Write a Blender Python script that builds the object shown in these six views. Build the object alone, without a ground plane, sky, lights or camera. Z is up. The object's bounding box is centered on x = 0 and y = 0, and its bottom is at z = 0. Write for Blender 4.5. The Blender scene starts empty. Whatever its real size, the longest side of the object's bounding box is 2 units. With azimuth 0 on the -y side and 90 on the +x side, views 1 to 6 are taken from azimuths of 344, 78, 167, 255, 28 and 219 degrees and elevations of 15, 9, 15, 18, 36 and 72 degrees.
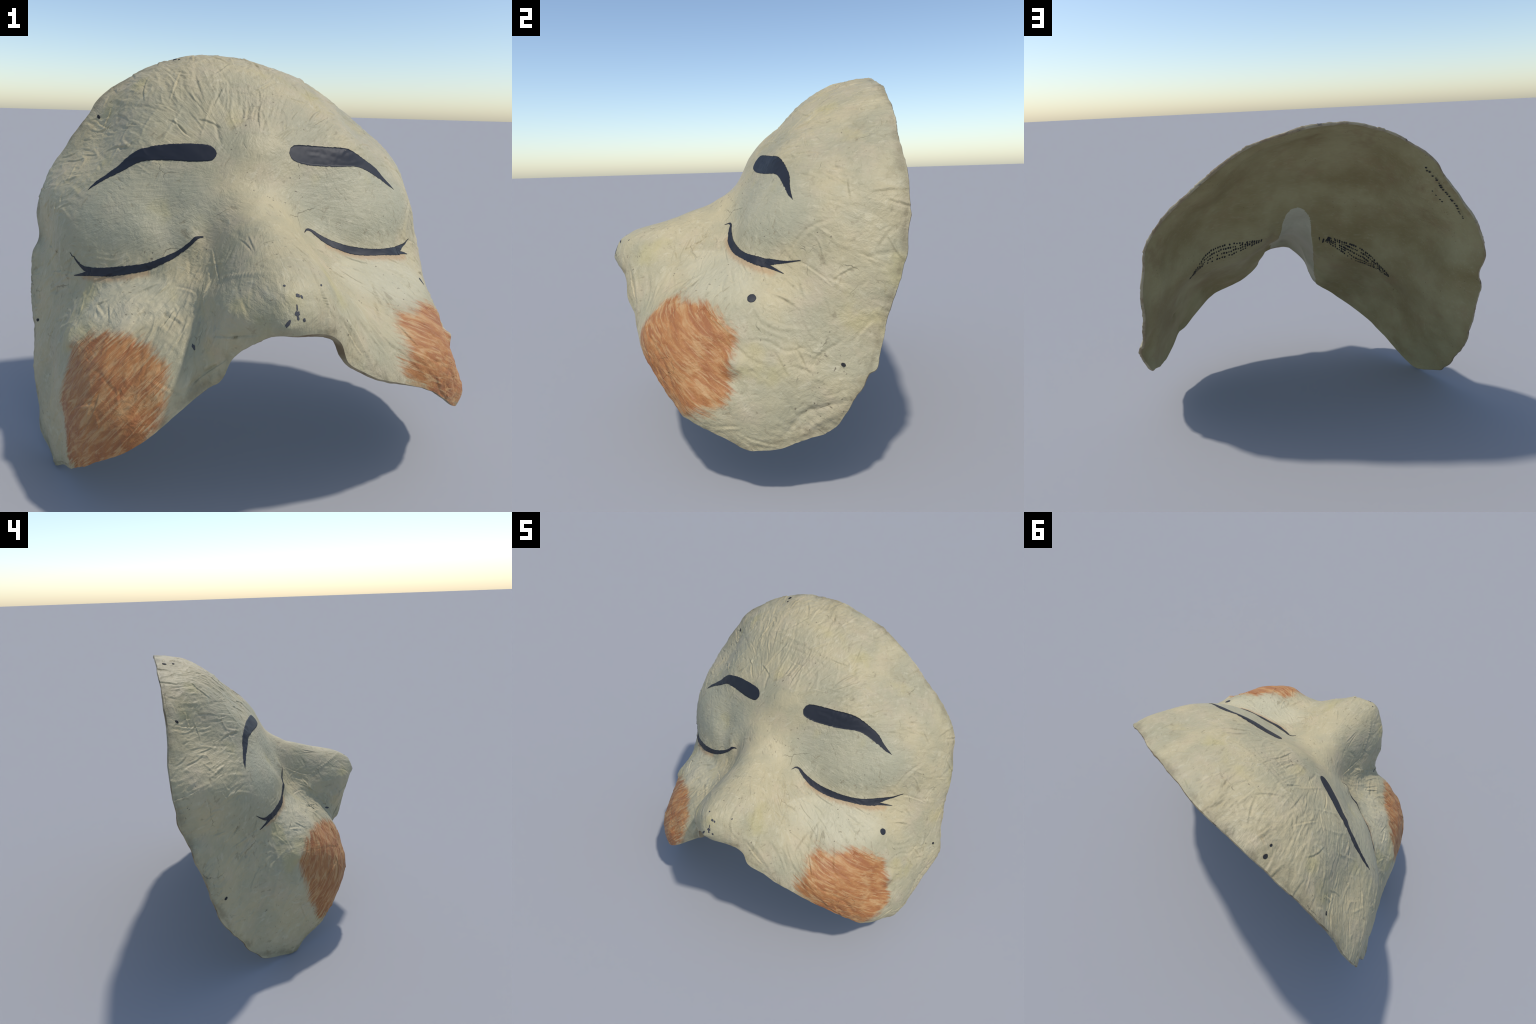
"""Half face mask of papier-mache: a painted shell with closed eyes, drawn brows,
lash lines, a beauty mark and orange cheek blush, lined with brownish cloth inside.

The shell is described by named feature points (rim, mouth edge, nose ridge, lids,
cheeks, forehead).  A thin-plate surface is stretched through them, in directions seen
from one point inside the head; every part, stroke and crease is laid on that surface."""
import bpy, math
import numpy as np

# --------------------------------------------------------------------------- frame
CENTER = np.array([-.03, .50, .60])                    # point inside the head
FWD = np.array([-.10, -.93, .36]); FWD /= np.linalg.norm(FWD)
RGT = np.cross(FWD, [0, 0, 1]); RGT /= np.linalg.norm(RGT)
UPV = np.cross(RGT, FWD)
MIRROR_N = np.array([.993, -.11, .03]); MIRROR_N /= np.linalg.norm(MIRROR_N)
MIRROR_D = -.01

# ------------------------------------------------------------------ feature points
MOUTH_RIGHT = [(0.007, -0.666, 0.825), (0.091, -0.64, 0.775), (0.128, -0.641, 0.699), (0.203, -0.609, 0.64),
               (0.3, -0.6, 0.594), (0.452, -0.58, 0.541), (0.567, -0.529, 0.473), (0.697, -0.447, 0.363),
               (0.76, -0.402, 0.333), (0.82, -0.29, 0.28), (0.865, -0.208, 0.24)]
RIM_RIGHT = [(.888, -.146, .236), (.905, -.09, .243), (.915, -.03, .256), (.934, .035, .284),
             (.948, .105, .312), (.975, .155, .378), (1.004, .207, .475), (.988, .242, .531),
             (.968, .29, .568), (.943, .34, .736), (.941, .405, .927), (.912, .444, 1.094),
             (.906, .447, 1.141), (.835, .468, 1.266), (.77, .484, 1.342)]
RIM_TOP = [(.651, .513, 1.444), (.552, .545, 1.526), (.444, .57, 1.605), (.348, .59, 1.661),
           (.172, .632, 1.717), (.04, .65, 1.748), (-.058, .652, 1.755), (-.204, .66, 1.749),
           (-.38, .668, 1.696), (-.481, .669, 1.643), (-.582, .665, 1.579), (-.656, .671, 1.508),
           (-.713, .676, 1.426)]
RIM_LEFT = [(-.774, .685, 1.35), (-.812, .694, 1.287), (-.858, .699, 1.232), (-.911, .698, 1.13), (-.944, .69, 1.05),
            (-.952, .679, .968), (-.976, .629, .819), (-.99, .597, .718), (-.991, .543, .539),
            (-.985, .515, .45), (-.99, .478, .363), (-.98, .368, .191), (-.965, .31, .125),
            (-.955, .224, .055)]
MOUTH_LEFT = [(-0.9, 0.1, 0.008), (-0.88, 0.022, 0.01), (-0.842, -0.037, 0.049), (-0.815, -0.12, 0.09),
              (-0.797, -0.17, 0.12), (-0.68, -0.34, 0.252), (-0.531, -0.447, 0.382), (-0.418, -0.455, 0.472),
              (-0.301, -0.459, 0.569), (-0.27, -0.521, 0.626), (-0.238, -0.566, 0.734), (-0.171, -0.634, 0.809),
              (-0.113, -0.665, 0.828)]
OUTLINE = MOUTH_RIGHT + RIM_RIGHT + RIM_TOP + RIM_LEFT + MOUTH_LEFT

MIDLINE = [(-.012, .449, 1.709), (-.027, .281, 1.607), (-.035, .188, 1.51), (-.043, .097, 1.445),
           (-.049, .014, 1.348), (-.051, -.026, 1.265), (-.054, -.063, 1.21), (-.062, -.162, 1.145),
           (-.077, -.303, 1.092), (-.09, -.45, 1.04), (-.105, -.60, 1.0), (-.110, -.660, .962),
           (-.113, -.704, .866)]
NOSE_FLANKS = [(-.073, -.664, .956), (-.08, -.688, .906), (-.115, -.692, .877),
               (.02, -.617, .966), (-.149, -.231, 1.074)]
LID_RIGHT = [(.139, -.149, 1.034), (.641, -.037, .903), (.743, .062, .936), (.703, 0, .879),
             (.402, -.091, 1.063), (.296, -.098, 1.046), (.35, -.117, 1.003)]
LASH_RIGHT = [(.21, -.129, 1.017), (.291, -.136, .98), (.38, -.132, .958), (.495, -.11, .944),
              (.57, -.083, .935), (.6, -.049, .927), (.216, -.146, .995), (.273, -.158, .964),
              (.335, -.155, .938), (.446, -.138, .924), (.55, -.114, .914), (.605, -.078, .9)]
LID_LEFT = [(-.264, -.096, 1.011), (-.777, .222, .895), (-.762, .2, .798), (-.712, .137, .829)]
LASH_LEFT = [(-.703, .134, .85), (-.647, .075, .862), (-.573, .017, .88), (-.494, -.022, .898),
             (-.416, -.057, .928), (-.357, -.07, .958), (-.297, -.1, 1.018), (-.615, .04, .835),
             (-.548, -.007, .853), (-.47, -.038, .873), (-.404, -.072, .915)]
CHEEK_RIGHT = [(.39, -.251, .862), (.706, -.134, .788), (.399, -.411, .769), (.667, -.267, .738),
               (.729, -.282, .648), (.688, -.443, .544), (.742, -.425, .437), (.784, -.182, .653),
               (.904, .069, .623), (.699, .031, .947), (.365, -.547, .659), (.399, -.488, .721),
               (.399, -.437, .753), (.551, -.344, .766), (.589, -.289, .767), (.765, -.215, .652),
               (.817, -.25, .578), (.82, -.23, .5), (.832, -.242, .467), (.839, -.267, .429),
               (.821, -.308, .4)]
CHEEK_LEFT = [(-.54, -.247, .683), (-.588, -.225, .697), (-.661, -.154, .681), (-.735, -.083, .629),
              (-.79, -.039, .582), (-.803, -.049, .473), (-.829, -.064, .401), (-.836, -.059, .345),
              (-.821, -.078, .308), (-.816, -.104, .253)]
BROW_RIGHT = [(.113, .009, 1.322), (.405, .07, 1.346), (.542, .08, 1.271), (.443, .044, 1.273),
              (.64, .065, 1.167), (.404, .092, 1.373)]
BROW_LEFT = [(-.183, .055, 1.334), (-.693, .254, 1.155), (-.491, .204, 1.32), (-.488, .175, 1.27)]
FOREHEAD = [(.258, .132, 1.442), (.226, .353, 1.624), (.191, .365, 1.64), (.523, .4, 1.488),
            (.606, .478, 1.473), (.697, .218, 1.268), (.792, .211, 1.149), (.89, .354, 1.059),
            (-.057, .574, 1.744), (-.273, .617, 1.722), (-.26, .563, 1.718), (-.298, .31, 1.564),
            (-.145, .317, 1.626), (.166, .28, 1.585), (-.636, .614, 1.45), (-.724, .595, 1.319),
            (-.788, .562, 1.225)]
# points where the shell turns away from the eye: outer cheeks, temples, nose flanks
TURN_RIGHT = [(.713, .406, 1.372), (.799, .358, 1.27), (.819, .257, 1.142), (.857, .206, 1.018),
              (.86, .129, .819), (.81, -.073, .679), (.758, -.147, .708), (.79, -.223, .588),
              (.756, -.358, .499), (.777, -.405, .40), (.769, -.273, .581), (.676, -.438, .581),
              (.575, -.504, .625), (.468, -.558, .644), (.263, -.549, .715)]
TURN_NOSE = [(.146, -.588, .822), (.049, -.617, .941), (-.049, -.663, .939), (-.157, -.657, .909),
             (-.089, -.618, .989), (-.033, -.331, 1.076), (-.034, -.188, 1.121), (-.304, -.494, .775),
             (-.306, -.473, .703), (-.018, .095, 1.451)]
TURN_LEFT = [(-.397, -.409, .633), (-.43, -.43, .579), (-.477, -.432, .548), (-.545, -.42, .484),
             (-.572, -.43, .451), (-.668, -.358, .445), (-.741, -.27, .436), (-.792, -.17, .409),
             (-.731, -.305, .302), (-.753, -.222, .448), (-.75, -.158, .531), (-.775, -.033, .574),
             (-.794, .101, .618), (-.751, .047, .667), (-.851, .29, .656), (-.784, .232, .93),
             (-.789, .29, 1.052), (-.849, .474, 1.123), (-.885, .155, .334), (-.899, .126, .178),
             (-.967, .366, .34), (-.956, .559, .74), (-.82, -.088, .388)]
TURNS = TURN_RIGHT + TURN_NOSE + TURN_LEFT
NASAL_LEFT = [(-.301, -.382, .775), (-.23, -.157, .981), (-.215, -.307, .967), (-.298, -.249, .848),
              (-.254, -.266, .90), (-.403, -.227, .765), (-.439, -.318, .706), (-.259, -.552, .874),
              (-.346, -.397, .692), (-.292, -.475, .794)]
NASAL_RIGHT = [(.189, -.201, .965), (.137, -.436, .919), (.44, -.105, 1.002), (.287, -.006, 1.238)]
JAW_LEFT = [(-.915, .592, .87), (-.839, .34, .831), (-.963, .457, .497)]
FEATURES = (OUTLINE + MIDLINE + NOSE_FLANKS + LID_RIGHT + LASH_RIGHT + LID_LEFT + LASH_LEFT
            + CHEEK_RIGHT + CHEEK_LEFT + BROW_RIGHT + BROW_LEFT + FOREHEAD + NASAL_LEFT
            + NASAL_RIGHT + JAW_LEFT)
# the left half leans on the right one where it has no points of its own
MIRRORED = LID_RIGHT[4:7]

# places (angles a, b) where the shell is fuller or flatter than the points tell, in metres
FULLNESS = [(-.72, .86, -.023), (.27, .86, -.018), (.42, .39, -.018), (-.82, .33, .015), (.49, 1.07, .016),
            (.62, -.20, -.020), (1.04, .60, -.008), (1.20, -.49, -.014), (.14, -.07, -.010), (-1.03, -.26, -.011),
            (-1.30, -.22, -.012), (-1.45, .04, .012), (-1.18, .35, -.014), (1.35, -.20, -.012)]


def to_angles(p):
    """direction of p from CENTER as two angles (a across, b up) around FWD"""
    d = np.asarray(p, float) - CENTER
    d = d / np.linalg.norm(d, axis=-1, keepdims=True)
    th = np.arccos(np.clip(d @ FWD, -1, 1))
    x, y = d @ RGT, d @ UPV
    s = np.maximum(np.hypot(x, y), 1e-9)
    return np.stack([th * x / s, th * y / s], -1)


def to_direction(q):
    th = np.maximum(np.hypot(q[..., 0], q[..., 1]), 1e-9)
    k = np.sin(th) / th
    return (np.cos(th)[..., None] * FWD + (k * q[..., 0])[..., None] * RGT
            + (k * q[..., 1])[..., None] * UPV)


class Surface:
    """thin-plate radius over the direction angles, through the feature points"""

    def __init__(self):
        m = np.array(MIRRORED)
        m = m - 2 * ((m @ MIRROR_N) - MIRROR_D)[:, None] * MIRROR_N
        p = np.concatenate([np.array(FEATURES + TURNS, float), m])
        soft = {tuple(x) for x in LASH_LEFT + LASH_RIGHT}
        lam = np.r_[[1.5e-3 if tuple(x) in soft else 2e-4 for x in FEATURES], np.full(len(TURNS), 4e-4), np.full(len(m), 8e-3)]
        self.q = to_angles(p)
        n = self.n = len(p)
        a = np.zeros((n + 3, n + 3))
        a[:n, :n] = self.kernel(self.q, self.q) + np.diag(lam)
        a[:n, n] = 1
        a[:n, n + 1:] = self.q
        a[n:, :n] = a[:n, n:].T
        self.w = np.linalg.solve(a, np.r_[np.linalg.norm(p - CENTER, axis=1), 0, 0, 0])

    @staticmethod
    def kernel(x, y):
        d2 = (x[:, None, 0] - y[None, :, 0]) ** 2 + (x[:, None, 1] - y[None, :, 1]) ** 2
        return .5 * d2 * np.log(np.maximum(d2, 1e-12))

    def radius(self, q):
        out = np.empty(len(q))
        for i in range(0, len(q), 20000):
            b = q[i:i + 20000]
            out[i:i + 20000] = (self.kernel(b, self.q) @ self.w[:self.n] + self.w[self.n]
                                + b @ self.w[self.n + 1:])
        return out

    def radius_full(self, q):
        r = self.radius(q)
        for a, b, dr in FULLNESS:
            r = r + dr * np.exp(-((q[:, 0] - a) ** 2 + (q[:, 1] - b) ** 2) / .12 ** 2)
        return r

    def point(self, q):
        return CENTER + self.radius_full(q)[:, None] * to_direction(q)

    def frame(self, q, e=.004):
        p = self.point(q)
        da = self.point(q + [e, 0]) - p
        db = self.point(q + [0, e]) - p
        n = np.cross(da, db)
        n /= np.linalg.norm(n, axis=1, keepdims=True)
        n *= np.sign((n * to_direction(q)).sum(1))[:, None]
        return p, n


# ------------------------------------------------------------------------- noise
def hash3(i, j, k, seed):
    h = (i.astype(np.int64) * 374761393 + j.astype(np.int64) * 668265263
         + k.astype(np.int64) * 2147483647 + seed * 974634777) & 0xffffffff
    h = ((h ^ (h >> 13)) * 1274126177) & 0xffffffff
    h = ((h ^ (h >> 16)) * 2246822519) & 0xffffffff
    return (h ^ (h >> 15)) & 0xffffffff


def perlin(p, seed=0):
    f = np.floor(p)
    t = p - f
    u = t * t * t * (t * (t * 6 - 15) + 10)
    f = f.astype(np.int64)
    tot = 0
    for dx in (0, 1):
        for dy in (0, 1):
            for dz in (0, 1):
                h = hash3(f[:, 0] + dx, f[:, 1] + dy, f[:, 2] + dz, seed)
                g = np.stack([(h & 1023) / 511.5 - 1, ((h >> 10) & 1023) / 511.5 - 1,
                              ((h >> 20) & 1023) / 511.5 - 1], -1)
                w = ((u[:, 0] if dx else 1 - u[:, 0]) * (u[:, 1] if dy else 1 - u[:, 1])
                     * (u[:, 2] if dz else 1 - u[:, 2]))
                tot = tot + w * (g * (t - [dx, dy, dz])).sum(1)
    return tot


def fbm(p, octaves=3, seed=0):
    return sum(perlin(p * 2 ** o + 7.3 * o, seed + o) * .5 ** o for o in range(octaves))


def smooth(x, lo, hi):
    t = np.clip((x - lo) / (hi - lo), 0, 1)
    return t * t * (3 - 2 * t)


def spline(points, n, closed=False):
    """Catmull-Rom curve resampled to n points of equal spacing"""
    p = np.array(points, float)
    if closed:
        p = np.vstack([p[-1], p, p[:2]])
    else:
        p = np.vstack([2 * p[0] - p[1], p, 2 * p[-1] - p[-2]])
    t = np.linspace(0, 1, 24, endpoint=False)[:, None]
    c = []
    for a, b, d, e in zip(p[:-3], p[1:-2], p[2:-1], p[3:]):
        c.append(.5 * (2 * b + (d - a) * t + (2 * a - 5 * b + 4 * d - e) * t ** 2
                       + (3 * b - a - 3 * d + e) * t ** 3))
    c = np.vstack(c + [p[-2:-1]])
    s = np.r_[0, np.cumsum(np.linalg.norm(np.diff(c, axis=0), axis=1))]
    x = np.linspace(0, s[-1], n, endpoint=not closed)
    return np.stack([np.interp(x, s, c[:, k]) for k in range(c.shape[1])], -1)


SURF = Surface()
POLE = np.array([-.05, .46])                          # between the brows

# ------------------------------------------------------------------ strokes of paint
BROW_R_UP = [(-.240, .628), (-.252, .655), (-.285, .670), (-.373, .674), (-.466, .668), (-.562, .660),
             (-.640, .637), (-.730, .592), (-.790, .538), (-.860, .482)]
BROW_R_LO = [(-.240, .628), (-.253, .602), (-.285, .588), (-.345, .581), (-.430, .577), (-.530, .576),
             (-.625, .581), (-.695, .559), (-.760, .527), (-.810, .500), (-.860, .482)]
BROW_L_UP = [(.126, .630), (.132, .648), (.150, .668), (.189, .683), (.285, .698), (.390, .705),
             (.460, .702), (.530, .695), (.596, .677), (.661, .644), (.730, .608), (.790, .574), (.834, .531)]
BROW_L_LO = [(.126, .630), (.135, .612), (.158, .599), (.217, .600), (.295, .612), (.393, .628),
             (.460, .636), (.530, .640), (.581, .627), (.650, .606), (.720, .584), (.780, .558), (.834, .531)]
LASH_R_UP = [(-.303, .232), (-.327, .256), (-.358, .254), (-.400, .228), (-.447, .205), (-.520, .177),
             (-.597, .160), (-.680, .150), (-.757, .150), (-.840, .164), (-.905, .178), (-.930, .186)]
LASH_R_LO = [(-.303, .226), (-.327, .245), (-.352, .240), (-.367, .225), (-.410, .188), (-.475, .150),
             (-.550, .124), (-.625, .112), (-.700, .112), (-.780, .114), (-.860, .118), (-.905, .128), (-.922, .150)]
TAIL_R_UP = [(-.890, .176), (-.946, .193), (-.990, .208), (-1.050, .242)]
TAIL_R_UNDER = [(-.890, .150), (-.922, .150), (-.960, .176), (-1.000, .202), (-1.050, .238)]
TICK_R_UP = [(-.890, .150), (-.922, .149), (-.955, .147), (-1.006, .143)]
TICK_R_UNDER = [(-.880, .122), (-.910, .129), (-.945, .134), (-1.006, .140)]
LASH_L_UP = [(.222, .226), (.244, .225), (.263, .219), (.297, .195), (.361, .163), (.447, .128), (.565, .102),
             (.680, .095), (.800, .097), (.890, .108), (.915, .113)]
LASH_L_LO = [(.222, .219), (.240, .215), (.257, .204), (.286, .181), (.348, .143), (.420, .103), (.535, .064),
             (.650, .047), (.755, .043), (.860, .053), (.895, .064), (.918, .082)]
TAIL_L_UP = [(.880, .108), (.930, .121), (.968, .154), (1.007, .209)]
TAIL_L_UNDER = [(.880, .082), (.919, .083), (.960, .122), (1.007, .203)]
TICK_L_UP = [(.880, .084), (.918, .084), (.960, .079), (1.024, .075)]
TICK_L_UNDER = [(.870, .055), (.910, .059), (.953, .063), (1.024, .071)]
BLUSH_R = [(-.475, -.29), (-.520, -.210), (-.545, -.152), (-.640, -.135), (-.770, -.105), (-.840, -.113),
           (-.945, -.175), (-.975, -.240), (-1.000, -.365), (-.985, -.420), (-.900, -.480), (-.80, -.54), (-.52, -.40)]
BLUSH_L = [(.320, -.310), (.385, -.252), (.489, -.230), (.550, -.213), (.670, -.207), (.740, -.222),
           (.820, -.262), (.872, -.300), (.885, -.420), (.890, -.550), (.850, -.630), (.800, -.760),
           (.62, -.75), (.38, -.60), (.305, -.42)]

# -------------------------------------------------------------------- creases
# each: points in angle space, half width (m), height (m; negative = groove)
CREASES = [
    ([(-.985, .22), (-.985, .30), (-1.01, .40), (-1.06, .47)], .009, -.008),          # pleat by the eye
    ([(-1.005, .22), (-1.005, .30), (-1.03, .40), (-1.08, .47)], .010, .006),
    ([(-.96, -.05), (-1.02, -.09), (-1.10, -.10), (-1.17, -.07)], .009, .007),         # cheek folds
    ([(-1.00, -.19), (-1.07, -.17), (-1.15, -.18), (-1.22, -.13)], .007, -.007),
    ([(-.99, -.12), (-1.05, -.13), (-1.13, -.13)], .008, .006),
    ([(-.98, .02), (-1.05, .03), (-1.13, .05)], .008, .005),
    ([(-1.25, -.24), (-1.27, -.15), (-1.33, -.06)], .007, -.007),
    ([(-.90, -.13), (-.93, -.20), (-.97, -.27), (-1.0, -.30)], .007, .006),            # fold in the blush
    ([(-.78, -.44), (-.80, -.36), (-.79, -.30)], .006, .005),
    ([(-1.02, -.42), (-1.04, -.33), (-1.03, -.25)], .006, -.005),
    ([(-1.18, -.52), (-1.24, -.42), (-1.33, -.36), (-1.40, -.30)], .012, -.012),       # flap at the jaw
    ([(-1.22, -.53), (-1.29, -.45), (-1.37, -.38)], .016, .010),
    ([(.17, -.16), (.21, -.22), (.22, -.30), (.20, -.36)], .010, .010),                # left nostril wing
    ([(.24, -.20), (.27, -.27), (.26, -.36)], .010, -.010),
    ([(.135, -.325), (.150, -.345), (.165, -.375)], .024, .022),                       # knob on the mouth edge
    ([(.20, -.33), (.22, -.37), (.26, -.41)], .010, -.010),
    ([(-.20, -.12), (-.27, -.18), (-.33, -.26), (-.36, -.31)], .012, .010),            # right nostril wing
    ([(-.26, -.10), (-.33, -.17), (-.40, -.25)], .014, -.009),
    ([(-.15, .20), (-.17, .10), (-.16, .0)], .009, .004),                              # nose flank
    ([(.30, 1.02), (.10, 1.00), (-.15, .97), (-.32, .93)], .012, .006),                # forehead band
    ([(.28, .97), (.08, .95), (-.14, .93), (-.33, .87)], .009, -.004),
    ([(.02, .93), (.04, .82), (.02, .73)], .007, .005),
    ([(-.10, .90), (-.13, .80), (-.14, .70)], .008, .005),
    ([(-.22, .88), (-.26, .78), (-.26, .70)], .008, .004),
    ([(.13, .90), (.17, .80), (.20, .72)], .007, .005),
    ([(.26, .92), (.33, .82), (.39, .73)], .007, .005),
    ([(.38, .93), (.47, .83), (.52, .73)], .008, .005),
    ([(.55, .90), (.63, .80), (.72, .68)], .008, .005),
    ([(1.05, .62), (.95, .58), (.88, .50)], .009, .005),
    ([(1.12, .50), (1.02, .46), (.95, .38)], .009, .006),
    ([(1.05, .30), (1.12, .20), (1.16, .05), (1.15, -.12)], .010, .005),
    ([(.98, -.12), (1.02, -.28), (1.10, -.42), (1.12, -.55)], .009, .006),
    ([(.93, -.45), (1.02, -.52), (1.08, -.66)], .008, .006),
    ([(.88, -.60), (.96, -.66), (1.02, -.76)], .009, -.006),
    ([(.84, -.66), (.90, -.73), (.95, -.82)], .010, .007),
]


def random_folds():
    """folds of the wet paper: short arcs that fan out from the bridge of the nose"""
    rng = np.random.default_rng(11)
    outline = spline(to_angles(np.array(OUTLINE)), 200, True)
    painted = np.vstack([spline(x, 40) for x in (BROW_R_UP, BROW_R_LO, BROW_L_UP, BROW_L_LO, LASH_R_UP, LASH_L_UP)])
    folds = []
    while len(folds) < 520:
        edge = outline[rng.integers(len(outline))]
        q0 = POLE + (edge - POLE) * rng.uniform(.10, .98) ** .6
        v = q0 - POLE
        a, b = q0
        on_lid = any(((a - ca) / .44) ** 2 + ((b - cb) / .25) ** 2 < 1 for ca, cb in ((-.62, .38), (.56, .36)))
        on_nose = abs(a + .05) < .2 and b < .45
        near = np.hypot(*v) < .28
        if on_lid or near or (on_nose and rng.random() < .7):
            continue
        turn = np.arctan2(v[1], v[0]) + rng.normal(0, .45) + (np.pi / 2 if rng.random() < .16 else 0)
        bend = rng.normal(0, 3.)
        long = rng.uniform(.05, .20)
        t = np.linspace(-.5, .5, 6) * long
        ang = turn + bend * t
        step = np.stack([np.cos(ang), np.sin(ang)], -1) * (long / 5)
        path = q0 + np.cumsum(step, 0) - step.sum(0) / 2
        if np.hypot(*(path[:, None] - painted[None]).reshape(-1, 2).T).min() < .022:
            continue
        folds.append((path, rng.uniform(.005, .010),
                      rng.uniform(.0012, .0034) * rng.choice([-1, 1]), rng.random() < .6))
    return folds


FOLDS = random_folds()


def relief(q, p):
    """height of wrinkles and lumps above the smooth shell, in metres"""
    v = q - POLE
    rho = np.hypot(v[:, 0], v[:, 1])
    phi = np.arctan2(v[:, 0], v[:, 1])
    # smooth places: lids, nose bridge
    lid = np.zeros(len(q))
    for ca, cb in ((-.62, .38), (.56, .36)):
        lid = np.maximum(lid, 1 - smooth(np.hypot((q[:, 0] - ca) / .42, (q[:, 1] - cb) / .24), .7, 1.15))
    nose = 1 - smooth(np.hypot((q[:, 0] + .05) / .22, (q[:, 1] - .12) / .38), .7, 1.2)
    rough = (1 - .9 * lid) * (1 - .5 * nose)
    d = .0045 * fbm(p * 5.0, 3, 3)
    # wrinkles of the wet paper, drawn out away from the bridge of the nose
    warp = np.stack([fbm(p * 3 + 11, 2, 20), fbm(p * 3 + 31, 2, 21)], -1)
    w = np.stack([phi * 9 + 3.4 * warp[:, 0], rho * 3.2 + 2.6 * warp[:, 1], np.zeros(len(q))], -1)
    w2 = np.stack([phi * 19 + 5 * warp[:, 1], rho * 7 + 4 * warp[:, 0], np.full(len(q), 5.)], -1)
    ridge = 1 - 2.4 * np.abs(perlin(w, 40))
    ridge2 = 1 - 2.4 * np.abs(perlin(w2, 41))
    where = smooth(fbm(p * 2.2 + 3, 2, 60), -.25, .3)
    far = smooth(rho, .25, .55)
    d = d + rough * far * ((.3 + .7 * where) * (.0030 * ridge * np.abs(ridge) + .0024 * ridge2 * np.abs(ridge2))
                           + .0016 * (1 - 3 * np.abs(perlin(p * 22, 70))) * where)
    d = d + .0006 * rough * fbm(p * 45, 2, 80)
    for pts, half, h in CREASES:
        c = SURF.point(spline(pts, 40))
        lo, hi = c.min(0) - 4 * half, c.max(0) + 4 * half
        i = np.where(((p > lo) & (p < hi)).all(1))[0]
        if not len(i):
            continue
        dist = np.sqrt(((p[i][:, None] - c[None]) ** 2).sum(-1))
        k = dist.argmin(1)
        t = k / (len(c) - 1)
        d[i] += .65 * h * np.exp(-(dist.min(1) / half) ** 2) * np.sin(np.pi * np.clip(.12 + .76 * t, 0, 1))
    # folds: either a small step in the paper or a rounded crease
    for pts, half, h, is_step in FOLDS:
        c = SURF.point(spline(pts, 24))
        lo, hi = c.min(0) - 3 * half, c.max(0) + 3 * half
        i = np.where((p[:, 0] > lo[0]) & (p[:, 0] < hi[0]) & (p[:, 1] > lo[1]) & (p[:, 1] < hi[1])
                     & (p[:, 2] > lo[2]) & (p[:, 2] < hi[2]))[0]
        if not len(i):
            continue
        dist = np.sqrt(((p[i][:, None] - c[None]) ** 2).sum(-1))
        k = dist.argmin(1)
        x = dist.min(1) / half
        fade = np.sin(np.pi * k / (len(c) - 1)) ** .7
        if is_step:
            cq = spline(pts, 24)
            tan = np.gradient(cq, axis=0)[k]
            off = q[i] - cq[k]
            x = x * np.sign(tan[:, 0] * off[:, 1] - tan[:, 1] * off[:, 0])
            d[i] += 2.0 * h * fade * x * np.exp(-x ** 2)
        else:
            d[i] += 1.2 * h * fade * np.exp(-x ** 2)
    return d


def skin(q, lift=0.):
    p, n = SURF.frame(q)
    return p + n * (relief(q, p) + lift)[:, None], n


# ================================================================== scene building
def new_object(name, verts, faces, parent, material, normals=None, kind=None, smooth_shade=True):
    me = bpy.data.meshes.new(name)
    me.from_pydata([tuple(v) for v in verts] if not isinstance(verts, np.ndarray) else verts.tolist(), [],
                   faces.tolist() if isinstance(faces, np.ndarray) else faces)
    me.polygons.foreach_set('use_smooth', [smooth_shade] * len(me.polygons))
    me.materials.append(material)
    if normals is not None:
        me.normals_split_custom_set_from_vertices(normals.tolist())
    ob = bpy.data.objects.new(name, me)
    bpy.context.scene.collection.objects.link(ob)
    ob.parent = parent
    if kind:
        ob['kind'] = kind
    return ob


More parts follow.
